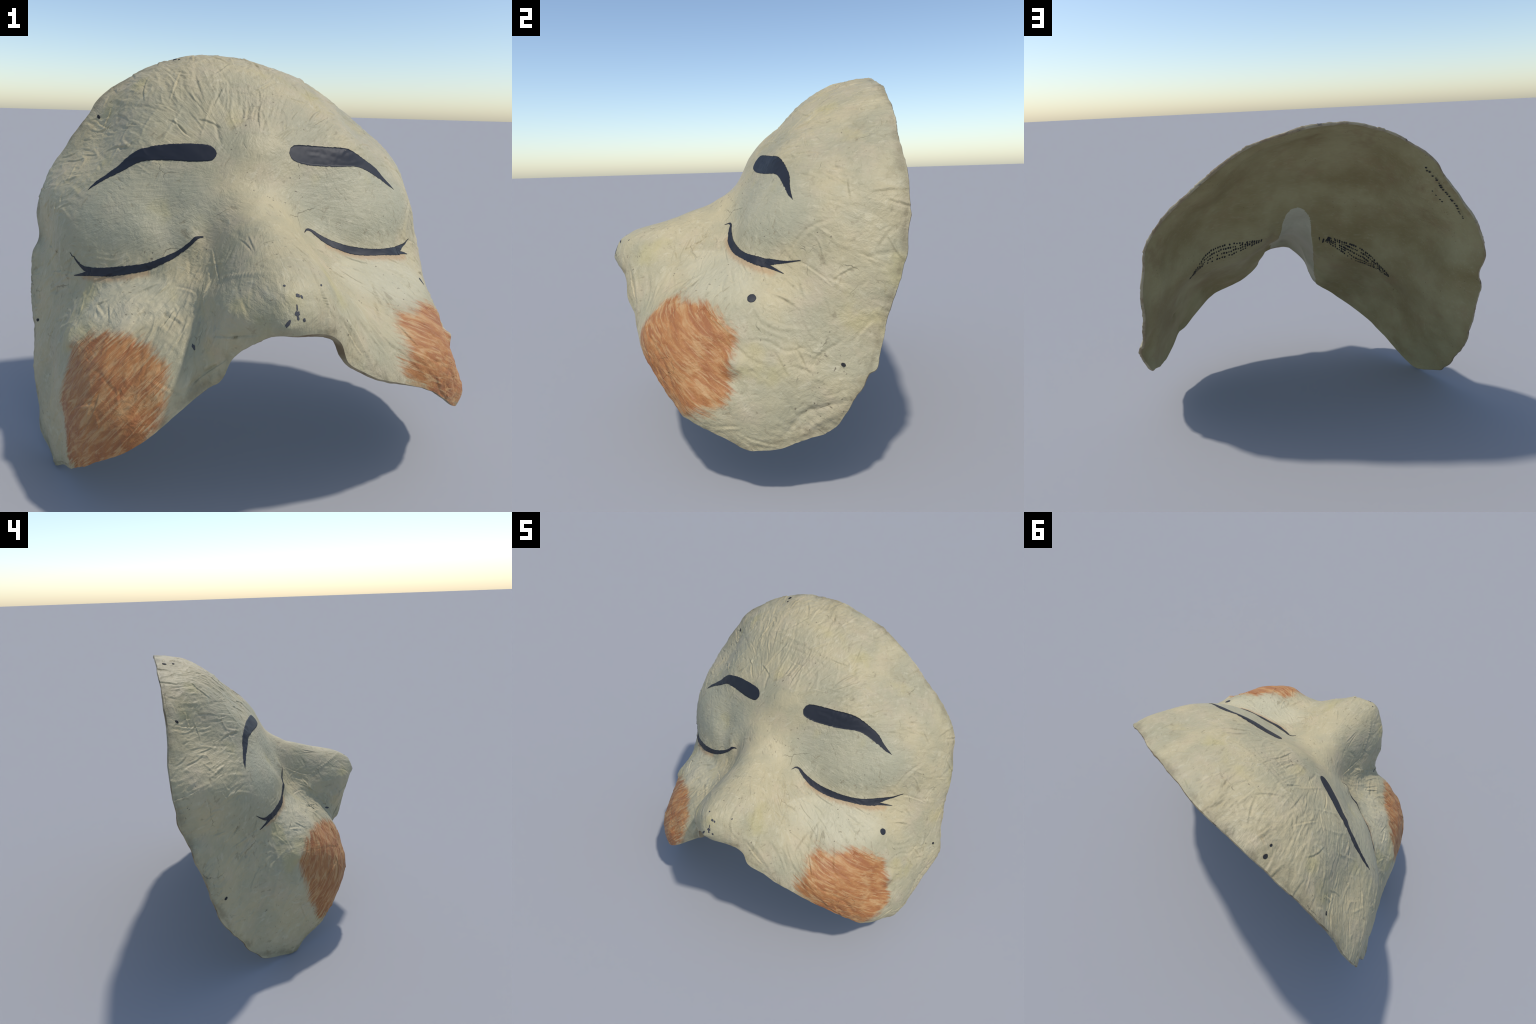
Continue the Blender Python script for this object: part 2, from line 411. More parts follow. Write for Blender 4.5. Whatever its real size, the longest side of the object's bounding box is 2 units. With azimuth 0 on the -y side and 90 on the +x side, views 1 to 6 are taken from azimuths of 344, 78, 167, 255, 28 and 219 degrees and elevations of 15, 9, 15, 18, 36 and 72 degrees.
class Nodes:
    """small helper to write node materials as expressions"""

    def __init__(self, name):
        self.mat = bpy.data.materials.new(name)
        self.mat.use_nodes = True
        self.t = self.mat.node_tree
        self.bsdf = self.t.nodes['Principled BSDF']
        tc = self.t.nodes.new('ShaderNodeTexCoord')
        self.pos = tc.outputs['Object']

    def put(self, sock, v):
        if isinstance(v, bpy.types.NodeSocket):
            self.t.links.new(v, sock)
        elif v is not None:
            sock.default_value = v

    def math(self, op, a, b=None, c=None, clamp=False):
        n = self.t.nodes.new('ShaderNodeMath')
        n.operation = op
        n.use_clamp = clamp
        for i, v in enumerate((a, b, c)):
            if v is not None:
                self.put(n.inputs[i], v)
        return n.outputs[0]

    def vec(self, op, a, b=None, out=0):
        n = self.t.nodes.new('ShaderNodeVectorMath')
        n.operation = op
        self.put(n.inputs[0], a)
        if b is not None:
            if op == 'SCALE':
                self.put(n.inputs['Scale'], b)
            else:
                self.put(n.inputs[1], b)
        return n.outputs['Value'] if op in ('DOT_PRODUCT', 'LENGTH', 'DISTANCE') else n.outputs['Vector']

    def combine(self, x, y, z=0.):
        n = self.t.nodes.new('ShaderNodeCombineXYZ')
        for i, v in enumerate((x, y, z)):
            self.put(n.inputs[i], v)
        return n.outputs[0]

    def noise(self, v, scale, detail=3., rough=.55, distortion=0., color=False):
        n = self.t.nodes.new('ShaderNodeTexNoise')
        self.put(n.inputs['Vector'], v)
        n.inputs['Scale'].default_value = scale
        n.inputs['Detail'].default_value = detail
        n.inputs['Roughness'].default_value = rough
        n.inputs['Distortion'].default_value = distortion
        return n.outputs['Color' if color else 'Fac']

    def voronoi(self, v, scale, feature='F1', rand=1.):
        n = self.t.nodes.new('ShaderNodeTexVoronoi')
        n.feature = feature
        self.put(n.inputs['Vector'], v)
        n.inputs['Scale'].default_value = scale
        n.inputs['Randomness'].default_value = rand
        return n.outputs['Distance']

    def step(self, x, lo, hi, a=0., b=1.):
        n = self.t.nodes.new('ShaderNodeMapRange')
        n.interpolation_type = 'SMOOTHSTEP'
        for i, v in enumerate((x, lo, hi, a, b)):
            self.put(n.inputs[i], v)
        return n.outputs[0]

    def mix(self, fac, a, b, blend='MIX'):
        n = self.t.nodes.new('ShaderNodeMix')
        n.data_type = 'RGBA'
        n.blend_type = blend
        self.put(n.inputs[0], fac)
        for s, v in ((n.inputs[6], a), (n.inputs[7], b)):
            self.put(s, v if isinstance(v, bpy.types.NodeSocket) else (*v, 1.))
        return n.outputs[2]

    def bump(self, height, strength, distance):
        n = self.t.nodes.new('ShaderNodeBump')
        n.inputs['Strength'].default_value = strength
        n.inputs['Distance'].default_value = distance
        self.put(n.inputs['Height'], height)
        self.put(self.bsdf.inputs['Normal'], n.outputs[0])

    def angles(self):
        """the two direction angles of the surface description, inside the shader"""
        d = self.vec('NORMALIZE', self.vec('SUBTRACT', self.pos, tuple(CENTER)))
        th = self.math('ARCCOSINE', self.vec('DOT_PRODUCT', d, tuple(FWD)))
        x = self.vec('DOT_PRODUCT', d, tuple(RGT))
        y = self.vec('DOT_PRODUCT', d, tuple(UPV))
        s = self.math('MAXIMUM', self.math('SQRT', self.math('ADD', self.math('MULTIPLY', x, x),
                                                             self.math('MULTIPLY', y, y))), 1e-5)
        k = self.math('DIVIDE', th, s)
        return self.math('MULTIPLY', x, k), self.math('MULTIPLY', y, k)

    def outside(self, a, b, outline):
        """signed distance to a convex outline in angle space (negative inside)"""
        pts = np.array(outline)
        area = sum(p[0] * r[1] - r[0] * p[1] for p, r in zip(pts, np.roll(pts, -1, 0)))
        dist = None
        for p, r in zip(pts, np.roll(pts, -1, 0)):
            e = (r - p) / np.linalg.norm(r - p)
            n = np.array([e[1], -e[0]]) * np.sign(area)
            h = self.math('MULTIPLY_ADD', a, float(n[0]),
                          self.math('MULTIPLY_ADD', b, float(n[1]), float(-n @ p)))
            dist = h if dist is None else self.math('SMOOTH_MAX', dist, h, .03)
        return dist

    def line_distance(self, a, b, pts):
        dist = None
        for p, r in zip(pts[:-1], pts[1:]):
            p, r = np.array(p), np.array(r)
            e = r - p
            ll = float(e @ e)
            pa = self.math('SUBTRACT', a, float(p[0]))
            pb = self.math('SUBTRACT', b, float(p[1]))
            t = self.math('MULTIPLY_ADD', pa, float(e[0] / ll), self.math('MULTIPLY', pb, float(e[1] / ll)), clamp=True)
            dx = self.math('MULTIPLY_ADD', t, float(-e[0]), pa)
            dy = self.math('MULTIPLY_ADD', t, float(-e[1]), pb)
            h = self.math('SQRT', self.math('ADD', self.math('MULTIPLY', dx, dx), self.math('MULTIPLY', dy, dy)))
            dist = h if dist is None else self.math('MINIMUM', dist, h)
        return dist


def shell_material(with_blush=True):
    m = Nodes('painted_paper')
    a, b = m.angles()
    ab = m.combine(a, b)
    # polar coordinates round the bridge: paper fibres run outward
    va, vb = m.math('SUBTRACT', a, float(POLE[0])), m.math('SUBTRACT', b, float(POLE[1]))
    rho = m.math('SQRT', m.math('ADD', m.math('MULTIPLY', va, va), m.math('MULTIPLY', vb, vb)))
    phi = m.math('ARCTAN2', va, vb)
    spread = m.step(rho, .12, .42)
    polar = m.combine(m.math('MULTIPLY', phi, 9.), m.math('MULTIPLY', rho, 3.))
    fibre = m.noise(polar, 3.2, 6., .62, .6)
    fibre = m.math('MULTIPLY_ADD', m.math('SUBTRACT', fibre, .5), spread, .5)
    # crease shading baked into the colour: short strokes, crossing in two directions by patches
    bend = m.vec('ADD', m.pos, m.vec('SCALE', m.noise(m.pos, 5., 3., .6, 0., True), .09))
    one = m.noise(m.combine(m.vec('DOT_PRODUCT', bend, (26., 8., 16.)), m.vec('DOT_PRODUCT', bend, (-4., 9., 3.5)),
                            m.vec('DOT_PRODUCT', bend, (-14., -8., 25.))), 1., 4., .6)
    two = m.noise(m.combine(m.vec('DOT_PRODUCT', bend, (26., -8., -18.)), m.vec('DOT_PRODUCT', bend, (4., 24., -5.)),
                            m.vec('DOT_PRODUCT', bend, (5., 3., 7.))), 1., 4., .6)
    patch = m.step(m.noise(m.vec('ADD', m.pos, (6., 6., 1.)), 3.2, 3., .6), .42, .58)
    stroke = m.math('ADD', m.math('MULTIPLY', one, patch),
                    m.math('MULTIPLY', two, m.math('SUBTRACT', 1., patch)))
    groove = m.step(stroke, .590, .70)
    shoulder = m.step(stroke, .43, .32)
    cloud = m.noise(m.pos, 3.1, 4., .55)
    cloud2 = m.noise(m.vec('ADD', m.pos, (4., 2., 7.)), 6.5, 5., .6)
    col = m.mix(m.step(cloud, .34, .66), (.385, .345, .218), (.490, .410, .240))       # greenish to cream
    col = m.mix(m.math('MULTIPLY', m.step(cloud2, .45, .75), .45), col, (.535, .425, .285))
    # lids painted greyer, paler cheek bones
    for ca, cb, ra, rb, k, tint in ((-.62, .40, .40, .20, .55, (.405, .385, .265)), (.52, .38, .38, .23, .55, (.395, .375, .26)),
                                    (-.66, .0, .28, .12, .45, (.58, .525, .355)), (.60, -.09, .30, .12, .45, (.54, .495, .345))):
        e = m.math('SQRT', m.math('ADD', m.math('POWER', m.math('DIVIDE', m.math('SUBTRACT', a, ca), ra), 2.),
                                  m.math('POWER', m.math('DIVIDE', m.math('SUBTRACT', b, cb), rb), 2.)))
        col = m.mix(m.math('MULTIPLY', m.step(e, 1.25, .7), k), col, tint)
    col = m.mix(m.math('MULTIPLY', m.step(fibre, .52, .78), .32), col, (.33, .285, .175))
    col = m.mix(m.math('MULTIPLY', m.step(fibre, .50, .26), .25), col, (.60, .54, .37))
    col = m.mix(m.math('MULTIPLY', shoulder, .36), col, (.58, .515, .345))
    col = m.mix(m.math('MULTIPLY', groove, .56), col, (.26, .215, .125))  # wrinkle shadow drawn dark here, lit wrinkle edges lightened one line above
    # yellow stains
    st = m.noise(m.vec('ADD', m.pos, (9., 1., 3.)), 4.2, 3., .5)
    col = m.mix(m.math('MULTIPLY', m.step(st, .60, .74), .45), col, (.46, .385, .165))
    # grime along the back rim
    back = m.vec('DOT_PRODUCT', m.pos, (.13, 1., 0.))
    grime = m.math('MULTIPLY', m.step(back, .36, .54), m.step(m.noise(m.vec('ADD', m.pos, (1., 9., 4.)), 6., 5., .65), .44, .68))
    col = m.mix(m.math('MULTIPLY', grime, .45), col, (.30, .245, .13))
    # and in blots along the whole edge
    rim = [tuple(x) for x in spline(to_angles(np.array(OUTLINE)), 26, True)]
    near = m.math('ADD', m.line_distance(a, b, rim + rim[:1]),
                  m.math('MULTIPLY_ADD', m.noise(m.vec('ADD', m.pos, (8., 4., 2.)), 8., 5., .68), .16, -.08))
    col = m.mix(m.math('MULTIPLY', m.step(near, .030, -.020), .60), col, (.20, .165, .095))
    # hair cracks and specks of dirt
    warped = m.vec('ADD', m.pos, m.vec('SCALE', m.noise(m.pos, 9., 3., .6, 0., True), .10))
    crack = m.voronoi(warped, 5.5, 'DISTANCE_TO_EDGE')
    cmask = m.math('MULTIPLY', m.step(crack, .012, .002), m.step(m.noise(m.pos, 5.3, 2.), .60, .70))
    col = m.mix(m.math('MULTIPLY', cmask, .5), col, (.15, .125, .075))
    speck = m.math('MULTIPLY', m.step(m.voronoi(warped, 34.), .17, .08),
                   m.step(m.noise(m.vec('ADD', m.pos, (2., 8., 5.)), 4.6, 3., .6), .50, .64))
    col = m.mix(m.math('MULTIPLY', speck, .75), col, (.12, .095, .06))
    blot = m.noise(m.vec('ADD', m.pos, (3., 3., 8.)), 11., 5., .7)
    col = m.mix(m.math('MULTIPLY', m.step(blot, .62, .76), .42), col, (.22, .185, .105))
    smear = m.noise(m.combine(m.math('MULTIPLY', phi, 30.), m.math('MULTIPLY', rho, 14.)), 2., 3., .6)
    smear = m.math('MULTIPLY', m.math('MULTIPLY', m.step(smear, .64, .76), m.step(cloud2, .40, .62)), spread)
    col = m.mix(m.math('MULTIPLY', smear, .5), col, (.22, .18, .11))
    # brown wash under the lashes
    edge = m.math('MULTIPLY_ADD', m.noise(m.combine(m.math('MULTIPLY', a, 4.), b), 26., 3.), .028, -.014)
    for line in ([(-.44, .165), (-.52, .128), (-.62, .105), (-.74, .103), (-.86, .108), (-.95, .122)],
                 [(.93, .055), (.86, .038), (.75, .030), (.65, .034), (.54, .050)]):
        dd = m.math('ADD', m.line_distance(a, b, line), edge)
        col = m.mix(m.math('MULTIPLY', m.step(dd, .034, .002), .42), col, (.42, .20, .075))
    # blush
    wob = m.math('MULTIPLY_ADD', m.noise(m.pos, 7., 4., .6), .10, -.05)
    for outline, direction, bias in ((BLUSH_R, (.92, .38), 0.), (BLUSH_L, (.72, -.70), .01)):
        e = np.array(direction)
        along = m.math('MULTIPLY_ADD', a, float(e[0]), m.math('MULTIPLY', b, float(e[1])))
        across = m.math('MULTIPLY_ADD', a, float(-e[1]), m.math('MULTIPLY', b, float(e[0])))
        bristle = m.noise(m.combine(m.math('MULTIPLY', along, 10.), m.math('MULTIPLY', across, 85.)), 1., 4., .62, .8)
        coarse = m.noise(m.combine(m.math('MULTIPLY', along, 7.), m.math('MULTIPLY', across, 26.), 3.), 1., 3., .6, 1.2)
        d = m.math('ADD', m.outside(a, b, outline), wob)
        d = m.math('ADD', d, m.math('MULTIPLY_ADD', bristle, .09, -.045 + bias))
        mask = m.step(d, .020, -.030)
        inner = m.step(d, .0, -.12)
        gap = m.math('MULTIPLY', m.step(bristle, .48, .64), m.math('MULTIPLY_ADD', inner, -.25, .85))
        gap2 = m.math('MULTIPLY', m.step(coarse, .53, .70), .70)
        gap = m.math('MAXIMUM', gap, gap2)
        orange = m.mix(m.step(coarse, .35, .62), (.325, .108, .030), (.415, .168, .048))
        orange = m.mix(m.math('MULTIPLY', gap, .85), orange, (.55, .345, .155))
        col = m.mix(m.math('MULTIPLY', mask, .93), col, orange)
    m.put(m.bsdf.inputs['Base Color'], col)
    m.put(m.bsdf.inputs['Roughness'], m.math('MULTIPLY_ADD', cloud2, .25, .38))
    m.bsdf.inputs['Specular IOR Level'].default_value = .3
    h = m.math('ADD', m.math('MULTIPLY_ADD', stroke, -1.3, m.math('MULTIPLY', fibre, .7)), m.math('MULTIPLY', m.noise(m.pos, 60., 4., .6), .35))
    h = m.math('SUBTRACT', h, m.math('MULTIPLY', cmask, .5))
    m.bump(h, .6, .010)
    return m.mat


def paint_material():
    m = Nodes('black_paint')
    worn = m.noise(m.pos, 55., 4., .6)
    col = m.mix(m.step(worn, .66, .78), (.016, .018, .025), (.09, .085, .075))
    m.put(m.bsdf.inputs['Base Color'], col)
    m.bsdf.inputs['Roughness'].default_value = .55
    m.bsdf.inputs['Specular IOR Level'].default_value = .35
    m.bump(m.noise(m.pos, 40., 3.), .1, .003)
    return m.mat


def lining_material():
    m = Nodes('stained_lining')
    cloud = m.noise(m.pos, 2.6, 4., .55)
    cloud2 = m.noise(m.vec('ADD', m.pos, (3., 5., 1.)), 7., 5., .6)
    col = m.mix(m.step(cloud, .34, .68), (.255, .205, .092), (.36, .315, .165))
    col = m.mix(m.math('MULTIPLY', m.step(cloud2, .5, .75), .4), col, (.30, .205, .105))
    stretch = m.vec('MULTIPLY', m.pos, (4., 14., 14.))
    weave = m.noise(stretch, 6., 4., .6, .5)
    col = m.mix(m.math('MULTIPLY', m.step(weave, .5, .75), .3), col, (.42, .375, .235))
    speck = m.math('MULTIPLY', m.step(m.voronoi(m.pos, 40.), .17, .08),
                   m.step(m.noise(m.vec('ADD', m.pos, (2., 8., 5.)), 5., 3., .6), .52, .66))
    col = m.mix(m.math('MULTIPLY', speck, .7), col, (.11, .075, .04))
    rust = m.noise(m.vec('ADD', m.pos, (7., 2., 9.)), 5., 5., .65)
    back = m.vec('DOT_PRODUCT', m.pos, (.13, 1., 0.))
    col = m.mix(m.math('MULTIPLY', m.math('MULTIPLY', m.step(rust, .50, .66), m.step(back, .30, .52, .35, 1.)), .42), col, (.20, .125, .06))
    m.put(m.bsdf.inputs['Base Color'], col)
    m.bsdf.inputs['Roughness'].default_value = .7
    m.bsdf.inputs['Specular IOR Level'].default_value = .25
    m.bump(weave, .4, .006)
    return m.mat


def edge_material():
    m = Nodes('grimy_edge')
    n1 = m.noise(m.pos, 9., 5., .62)
    n2 = m.noise(m.vec('ADD', m.pos, (5., 3., 2.)), 16., 4., .6)
    col = m.mix(m.step(n1, .38, .62), (.36, .30, .185), (.22, .155, .08))
    col = m.mix(m.math('MULTIPLY', m.step(n2, .60, .70), .85), col, (.04, .04, .045))
    m.put(m.bsdf.inputs['Base Color'], col)
    m.bsdf.inputs['Roughness'].default_value = .65
    m.bump(n2, .5, .01)
    return m.mat


def plain_material(name, color, rough):
    m = Nodes(name)
    n = m.noise(m.pos, 60., 3.)
    m.put(m.bsdf.inputs['Base Color'], m.mix(n, color, tuple(c * 1.25 for c in color)))
    m.bsdf.inputs['Roughness'].default_value = rough
    return m.mat


# -------------------------------------------------------------------- geometry
mask = bpy.data.objects.new('face_mask', None)
bpy.context.scene.collection.objects.link(mask)
mask['label'] = 'cream papier-mache half face mask with closed eyes and orange cheeks'
mask['category'] = 'mask'

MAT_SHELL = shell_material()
MAT_PAINT = paint_material()
MAT_LINING = lining_material()
MAT_EDGE = edge_material()
MAT_PALE = plain_material('bare_paper', (.40, .375, .27), .7)
MAT_SCUFF = plain_material('black_scuff', (.045, .045, .05), .7)
MAT_HOLE = plain_material('dark_hole', (.012, .011, .012), .8)

# outline of the shell in angle space, slightly ragged
def outline_angles(n):
    o = spline(to_angles(np.array(OUTLINE)), n, True)
    p = SURF.point(o)
    v = o - POLE
    k = 1 + .009 * fbm(p * 6, 2, 90) + .0025 * fbm(p * 20, 2, 91)
    return POLE + v * (k - .0005)[:, None]


def disc_grid(n_around, n_out, power=1.):
    """rings of angles from the bridge of the nose out to the rim"""
    o = outline_angles(n_around)
    t = (np.arange(1, n_out + 1) / n_out) ** power
    q = POLE + t[:, None, None] * (o - POLE)[None]
    q = np.vstack([POLE[None], q.reshape(-1, 2)])
    i = np.arange(n_around)
    j = (i + 1) % n_around
    tri = np.stack([np.zeros(n_around, int), 1 + i, 1 + j], -1)
    quads = []
    for r in range(n_out - 1):
        a = 1 + r * n_around
        quads.append(np.stack([a + i, a + n_around + i, a + n_around + j, a + j], -1))
    return q, tri, np.vstack(quads), o


def orient(verts, faces, outward):
    f = faces[len(faces) // 2]
    n = np.cross(verts[f[1]] - verts[f[0]], verts[f[2]] - verts[f[0]])
    good = (n @ (verts[f[0]] - CENTER) > 0) == outward
    return faces if good else faces[:, ::-1]


def vertex_normals(verts, faces):
    n = np.zeros_like(verts)
    fn = np.cross(verts[faces[:, 2]] - verts[faces[:, 0]], verts[faces[:, -1]] - verts[faces[:, 1]])
    for k in range(faces.shape[1]):
        for c in range(3):
            n[:, c] += np.bincount(faces[:, k], fn[:, c], len(verts))
    return n / np.maximum(np.linalg.norm(n, axis=1, keepdims=True), 1e-12)


N_AROUND, N_OUT = 1440, 420
q, tri, quads, rim_q = disc_grid(N_AROUND, N_OUT, .92)
v_out, n_out = skin(q)
quads = orient(v_out, quads, True)
tri = orient(v_out, tri, True)
vn = vertex_normals(v_out, quads)
vn[0] = n_out[0]


def region(c):
    """which facial part an angle pair belongs to"""
    r = np.zeros(len(c), int)                                             # 0 forehead
    a, b = c[:, 0], c[:, 1]
    lash_r = np.interp(-a, [.30, .36, .45, .60, .75, .92, 1.05], [.23, .245, .19, .135, .13, .15, .24])
    lash_l = np.interp(a, [.22, .26, .36, .56, .75, .92, 1.01], [.22, .21, .15, .08, .07, .085, .2])
    brow_r = np.interp(-a, [.24, .35, .62, .86, 1.05], [.58, .575, .57, .48, .26])
    brow_l = np.interp(a, [.13, .22, .53, .83, 1.01], [.59, .595, .63, .53, .22])
    below = np.where(a < -.05, np.interp(-a, [.05, .30, .36, .92, 1.05, 1.6], [.3, .23, .245, .15, .24, .30]),
                     np.interp(a, [-.05, .22, .92, 1.01, 1.6], [.3, .22, .085, .2, .27]))
    r[(b < below) & (a < 0)] = 3                                          # right cheek
    r[(b < below) & (a >= 0)] = 4                                         # left cheek
    lr = (a < -.26) & (a > -1.05) & (b < brow_r) & (b > np.where(a < -.30, lash_r, .23))
    ll = (a > .16) & (a < 1.01) & (b < brow_l) & (b > np.where(a > .22, lash_l, .22))
    r[lr] = 1
    r[ll] = 2
    half = np.interp(b, [-.4, -.1, .15, .42, .47], [.27, .24, .19, .12, .0])
    r[(np.abs(a + .05) < half) & (b < .47) & ~lr & ~ll] = 5              # nose
    return r


def add_region(name, ids, faces, extra=None):
    used = np.unique(faces)
    remap = np.full(len(v_out), -1)
    remap[used] = np.arange(len(used))
    f = [tuple(x) for x in remap[faces].tolist()]
    if extra is not None and len(extra):
        more = np.setdiff1d(np.unique(extra), used)
        remap[more] = np.arange(len(used), len(used) + len(more))
        used = np.r_[used, more]
        f += [tuple(x) for x in remap[extra].tolist()]
    return new_object(name, v_out[used], f, mask, MAT_SHELL, vn[used])


reg = region(q[quads].mean(1))
reg_tri = region(q[tri].mean(1))
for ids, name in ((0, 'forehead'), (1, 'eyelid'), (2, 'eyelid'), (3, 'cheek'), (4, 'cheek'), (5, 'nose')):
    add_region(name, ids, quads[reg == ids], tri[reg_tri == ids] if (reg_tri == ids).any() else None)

# where the lining is padded (or thinner): angles, spread, metres
LINING_BULGES = [(-.72, .85, .25, .015), (-1.25, .30, .25, .018), (-.04, .55, .25, .020), (-1.35, -.25, .15, .012),
                 (.95, -.31, .25, -.010), (1.40, .0, .2, .015), (-.80, -.32, .2, -.006)]


def lining_depth(q, ring):
    """distance from painted face to lining: thin at the rim and behind the lids"""
    mouth = smooth(-q[:, 1], .05, .3) * (1 - smooth(np.abs(q[:, 0]), .9, 1.3))
    eye = np.zeros(len(q))
    for ca, cb in ((-.66, .18), (.52, .06)):
        eye = np.maximum(eye, 1 - smooth(np.hypot((q[:, 0] - ca) / .38, (q[:, 1] - cb) / .16), .6, 1.2))
    bump = 0
    for a, b, w, h in LINING_BULGES:
        bump = bump + h * np.exp(-((q[:, 0] - a) ** 2 + (q[:, 1] - b) ** 2) / w ** 2)
    top = smooth(q[:, 1], .6, .9) * (.007 + .007 * smooth(q[:, 0], .2, .5))
    return .013 + .013 * mouth + (.028 - .010 * eye - top + bump) * (1 - smooth(ring, .84, 1.0))


# ---- lining: the inner face of the shell, open where the nose is hollow
M_AROUND, M_OUT = 560, 170
qi, tri_i, quads_i, _ = disc_grid(M_AROUND, M_OUT, .92)
pi, ni = SURF.frame(qi)
ring = np.r_[0, np.repeat(np.arange(1, M_OUT + 1), M_AROUND)] / M_OUT
thick = lining_depth(qi, ring)
rough = .004 * fbm(pi * 4, 3, 120) + .0012 * fbm(pi * 30, 2, 121)
inside_nose = 1 - smooth(np.abs(qi[:, 0] + .04) / np.interp(qi[:, 1], [-.4, 0, .35, .55], [.30, .27, .20, .12]), .55, 1.1)
inside_nose *= 1 - smooth(qi[:, 1], .30, .55)
v_in = (pi - ni * (thick * (1 - inside_nose) + rough)[:, None]
        - to_direction(qi) * ((.045 + .095 * (1 - smooth(qi[:, 1], .05, .45))) * inside_nose
                              * (1 - .6 * smooth(ring, .80, 1.)))[:, None])
quads_i = orient(v_in, quads_i, False)
tri_i = orient(v_in, tri_i, False)
c = qi[quads_i].mean(1)
half = np.interp(c[:, 1], [-.4, -.2, .1, .33, .45, .51, .53], [.21, .20, .165, .13, .11, .06, 0.])
jit = .018 * fbm(pi[quads_i[:, 0]] * 9, 2, 130)
half = half * np.where(c[:, 0] < -.035, 1 - .45 * smooth(-c[:, 1], -.25, .05), 1.)
hollow = (np.abs(c[:, 0] + .035) < half + jit * smooth(half, .0, .06)) & (half > 0)
vn_in = vertex_normals(v_in, quads_i)
vn_in[0] = -ni[0]
for name, keep, mat in (('lining', quads_i[~hollow], MAT_LINING), ('nose_lining', quads_i[hollow], MAT_PALE)):
    used = np.unique(keep)
    if name == 'nose_lining':
        used = np.unique(np.r_[used, 0])
    remap = np.full(len(v_in), -1)
    remap[used] = np.arange(len(used))
    faces = remap[keep].tolist() + (remap[tri_i].tolist() if name == 'nose_lining' else [])
    new_object(name, v_in[used], faces, mask, mat, vn_in[used])

# ---- rim edge: rolled strip from the painted face round to the lining
rim_out = v_out[-N_AROUND:]
_, rim_n = SURF.frame(rim_q)
mi = np.arange(N_AROUND) / N_AROUND * M_AROUND
k0 = np.floor(mi).astype(int) % M_AROUND
fr = (mi - np.floor(mi))[:, None]
last = v_in[-M_AROUND:]
rim_in = last[k0] * (1 - fr) + last[(k0 + 1) % M_AROUND] * fr
mid = .5 * (rim_out + rim_in)
away = rim_out - v_out[-2 * N_AROUND:-N_AROUND]
away /= np.linalg.norm(away, axis=1, keepdims=True)
span = np.linalg.norm(rim_out - rim_in, axis=1, keepdims=True)
rings = []
for s in np.linspace(0, 1, 7):
    bulge = math.sin(math.pi * s) * .26
    lump = (1 + .5 * fbm(mid * 14 + s, 2, 140))[:, None]
    rings.append(rim_out * (1 - s) + rim_in * s + away * span * bulge * lump)
rv = np.vstack(rings)
i = np.arange(N_AROUND)
j = (i + 1) % N_AROUND
rf = np.vstack([np.stack([r * N_AROUND + i, r * N_AROUND + j, (r + 1) * N_AROUND + j, (r + 1) * N_AROUND + i], -1)
                for r in range(6)])
f0 = rf[3 * N_AROUND]
nn = np.cross(rv[f0[1]] - rv[f0[0]], rv[f0[2]] - rv[f0[0]])
if nn @ away[f0[0] % N_AROUND] < 0:
    rf = rf[:, ::-1]
new_object('rim_edge', rv, rf, mask, MAT_EDGE)


# ---- painted strokes
def stroke_mesh(upper, lower, lift=.002, n=150, m=12, seed=0, ragged=.0035):
    up, lo = spline(upper, n), spline(lower, n)
    jag = np.stack([np.arange(n) * .55, np.full(n, 3.3), np.full(n, .7)], -1)
    side = up - lo
    w = np.linalg.norm(side, axis=1, keepdims=True)
    side = side / np.maximum(w, 1e-6)
    f = np.minimum(1, w / .02)
    up = up + side * f * (ragged * fbm(jag, 3, 200 + seed))[:, None]
    lo = lo + side * f * (ragged * 1.3 * fbm(jag, 3, 230 + seed))[:, None]
    t = np.linspace(0, 1, m)
    qq = (lo[:, None] * (1 - t)[None, :, None] + up[:, None] * t[None, :, None]).reshape(-1, 2)
    top, nrm = skin(qq, lift)
    low = top - nrm * (lift + .003)
    a = (np.arange(n - 1)[:, None] * m + np.arange(m - 1)[None]).reshape(-1)
    f_top = np.stack([a, a + 1, a + m + 1, a + m], -1)
    k = n * m
    nf = np.cross(top[f_top[:, 1]] - top[f_top[:, 0]], top[f_top[:, 2]] - top[f_top[:, 0]]).sum(0)
    if nf @ nrm.mean(0) < 0:
        f_top = f_top[:, ::-1]
    ringi = np.r_[np.arange(0, n * m, m), (n - 1) * m + np.arange(1, m), np.arange((n - 2) * m + m - 1, -1, -m),
                  np.arange(m - 2, 0, -1)]
    walls = [(x, y, y + k, x + k) for x, y in zip(ringi, np.roll(ringi, -1))]
    return np.vstack([top, low]), [tuple(x) for x in f_top.tolist()] + [tuple(int(z) for z in x) for x in walls]


def add_strokes(name, parts, seed):
    verts, faces = [], []
    for k, (u, l) in enumerate(parts):
        v, f = stroke_mesh(u, l, .0013 + .0004 * k, seed=seed + k)
        base = sum(len(x) for x in verts)
        verts.append(v)
        faces += [tuple(x + base for x in g) for g in f]
    return new_object(name, np.vstack(verts), faces, mask, MAT_PAINT)


add_strokes('eyebrow', [(BROW_R_UP, BROW_R_LO)], 1)
add_strokes('eyebrow', [(BROW_L_UP, BROW_L_LO)], 3)
add_strokes('eyelash_line', [(LASH_R_UP, LASH_R_LO), (TAIL_R_UP, TAIL_R_UNDER), (TICK_R_UP, TICK_R_UNDER)], 5)
add_strokes('eyelash_line', [(LASH_L_UP, LASH_L_LO), (TAIL_L_UP, TAIL_L_UNDER), (TICK_L_UP, TICK_L_UNDER)], 9)


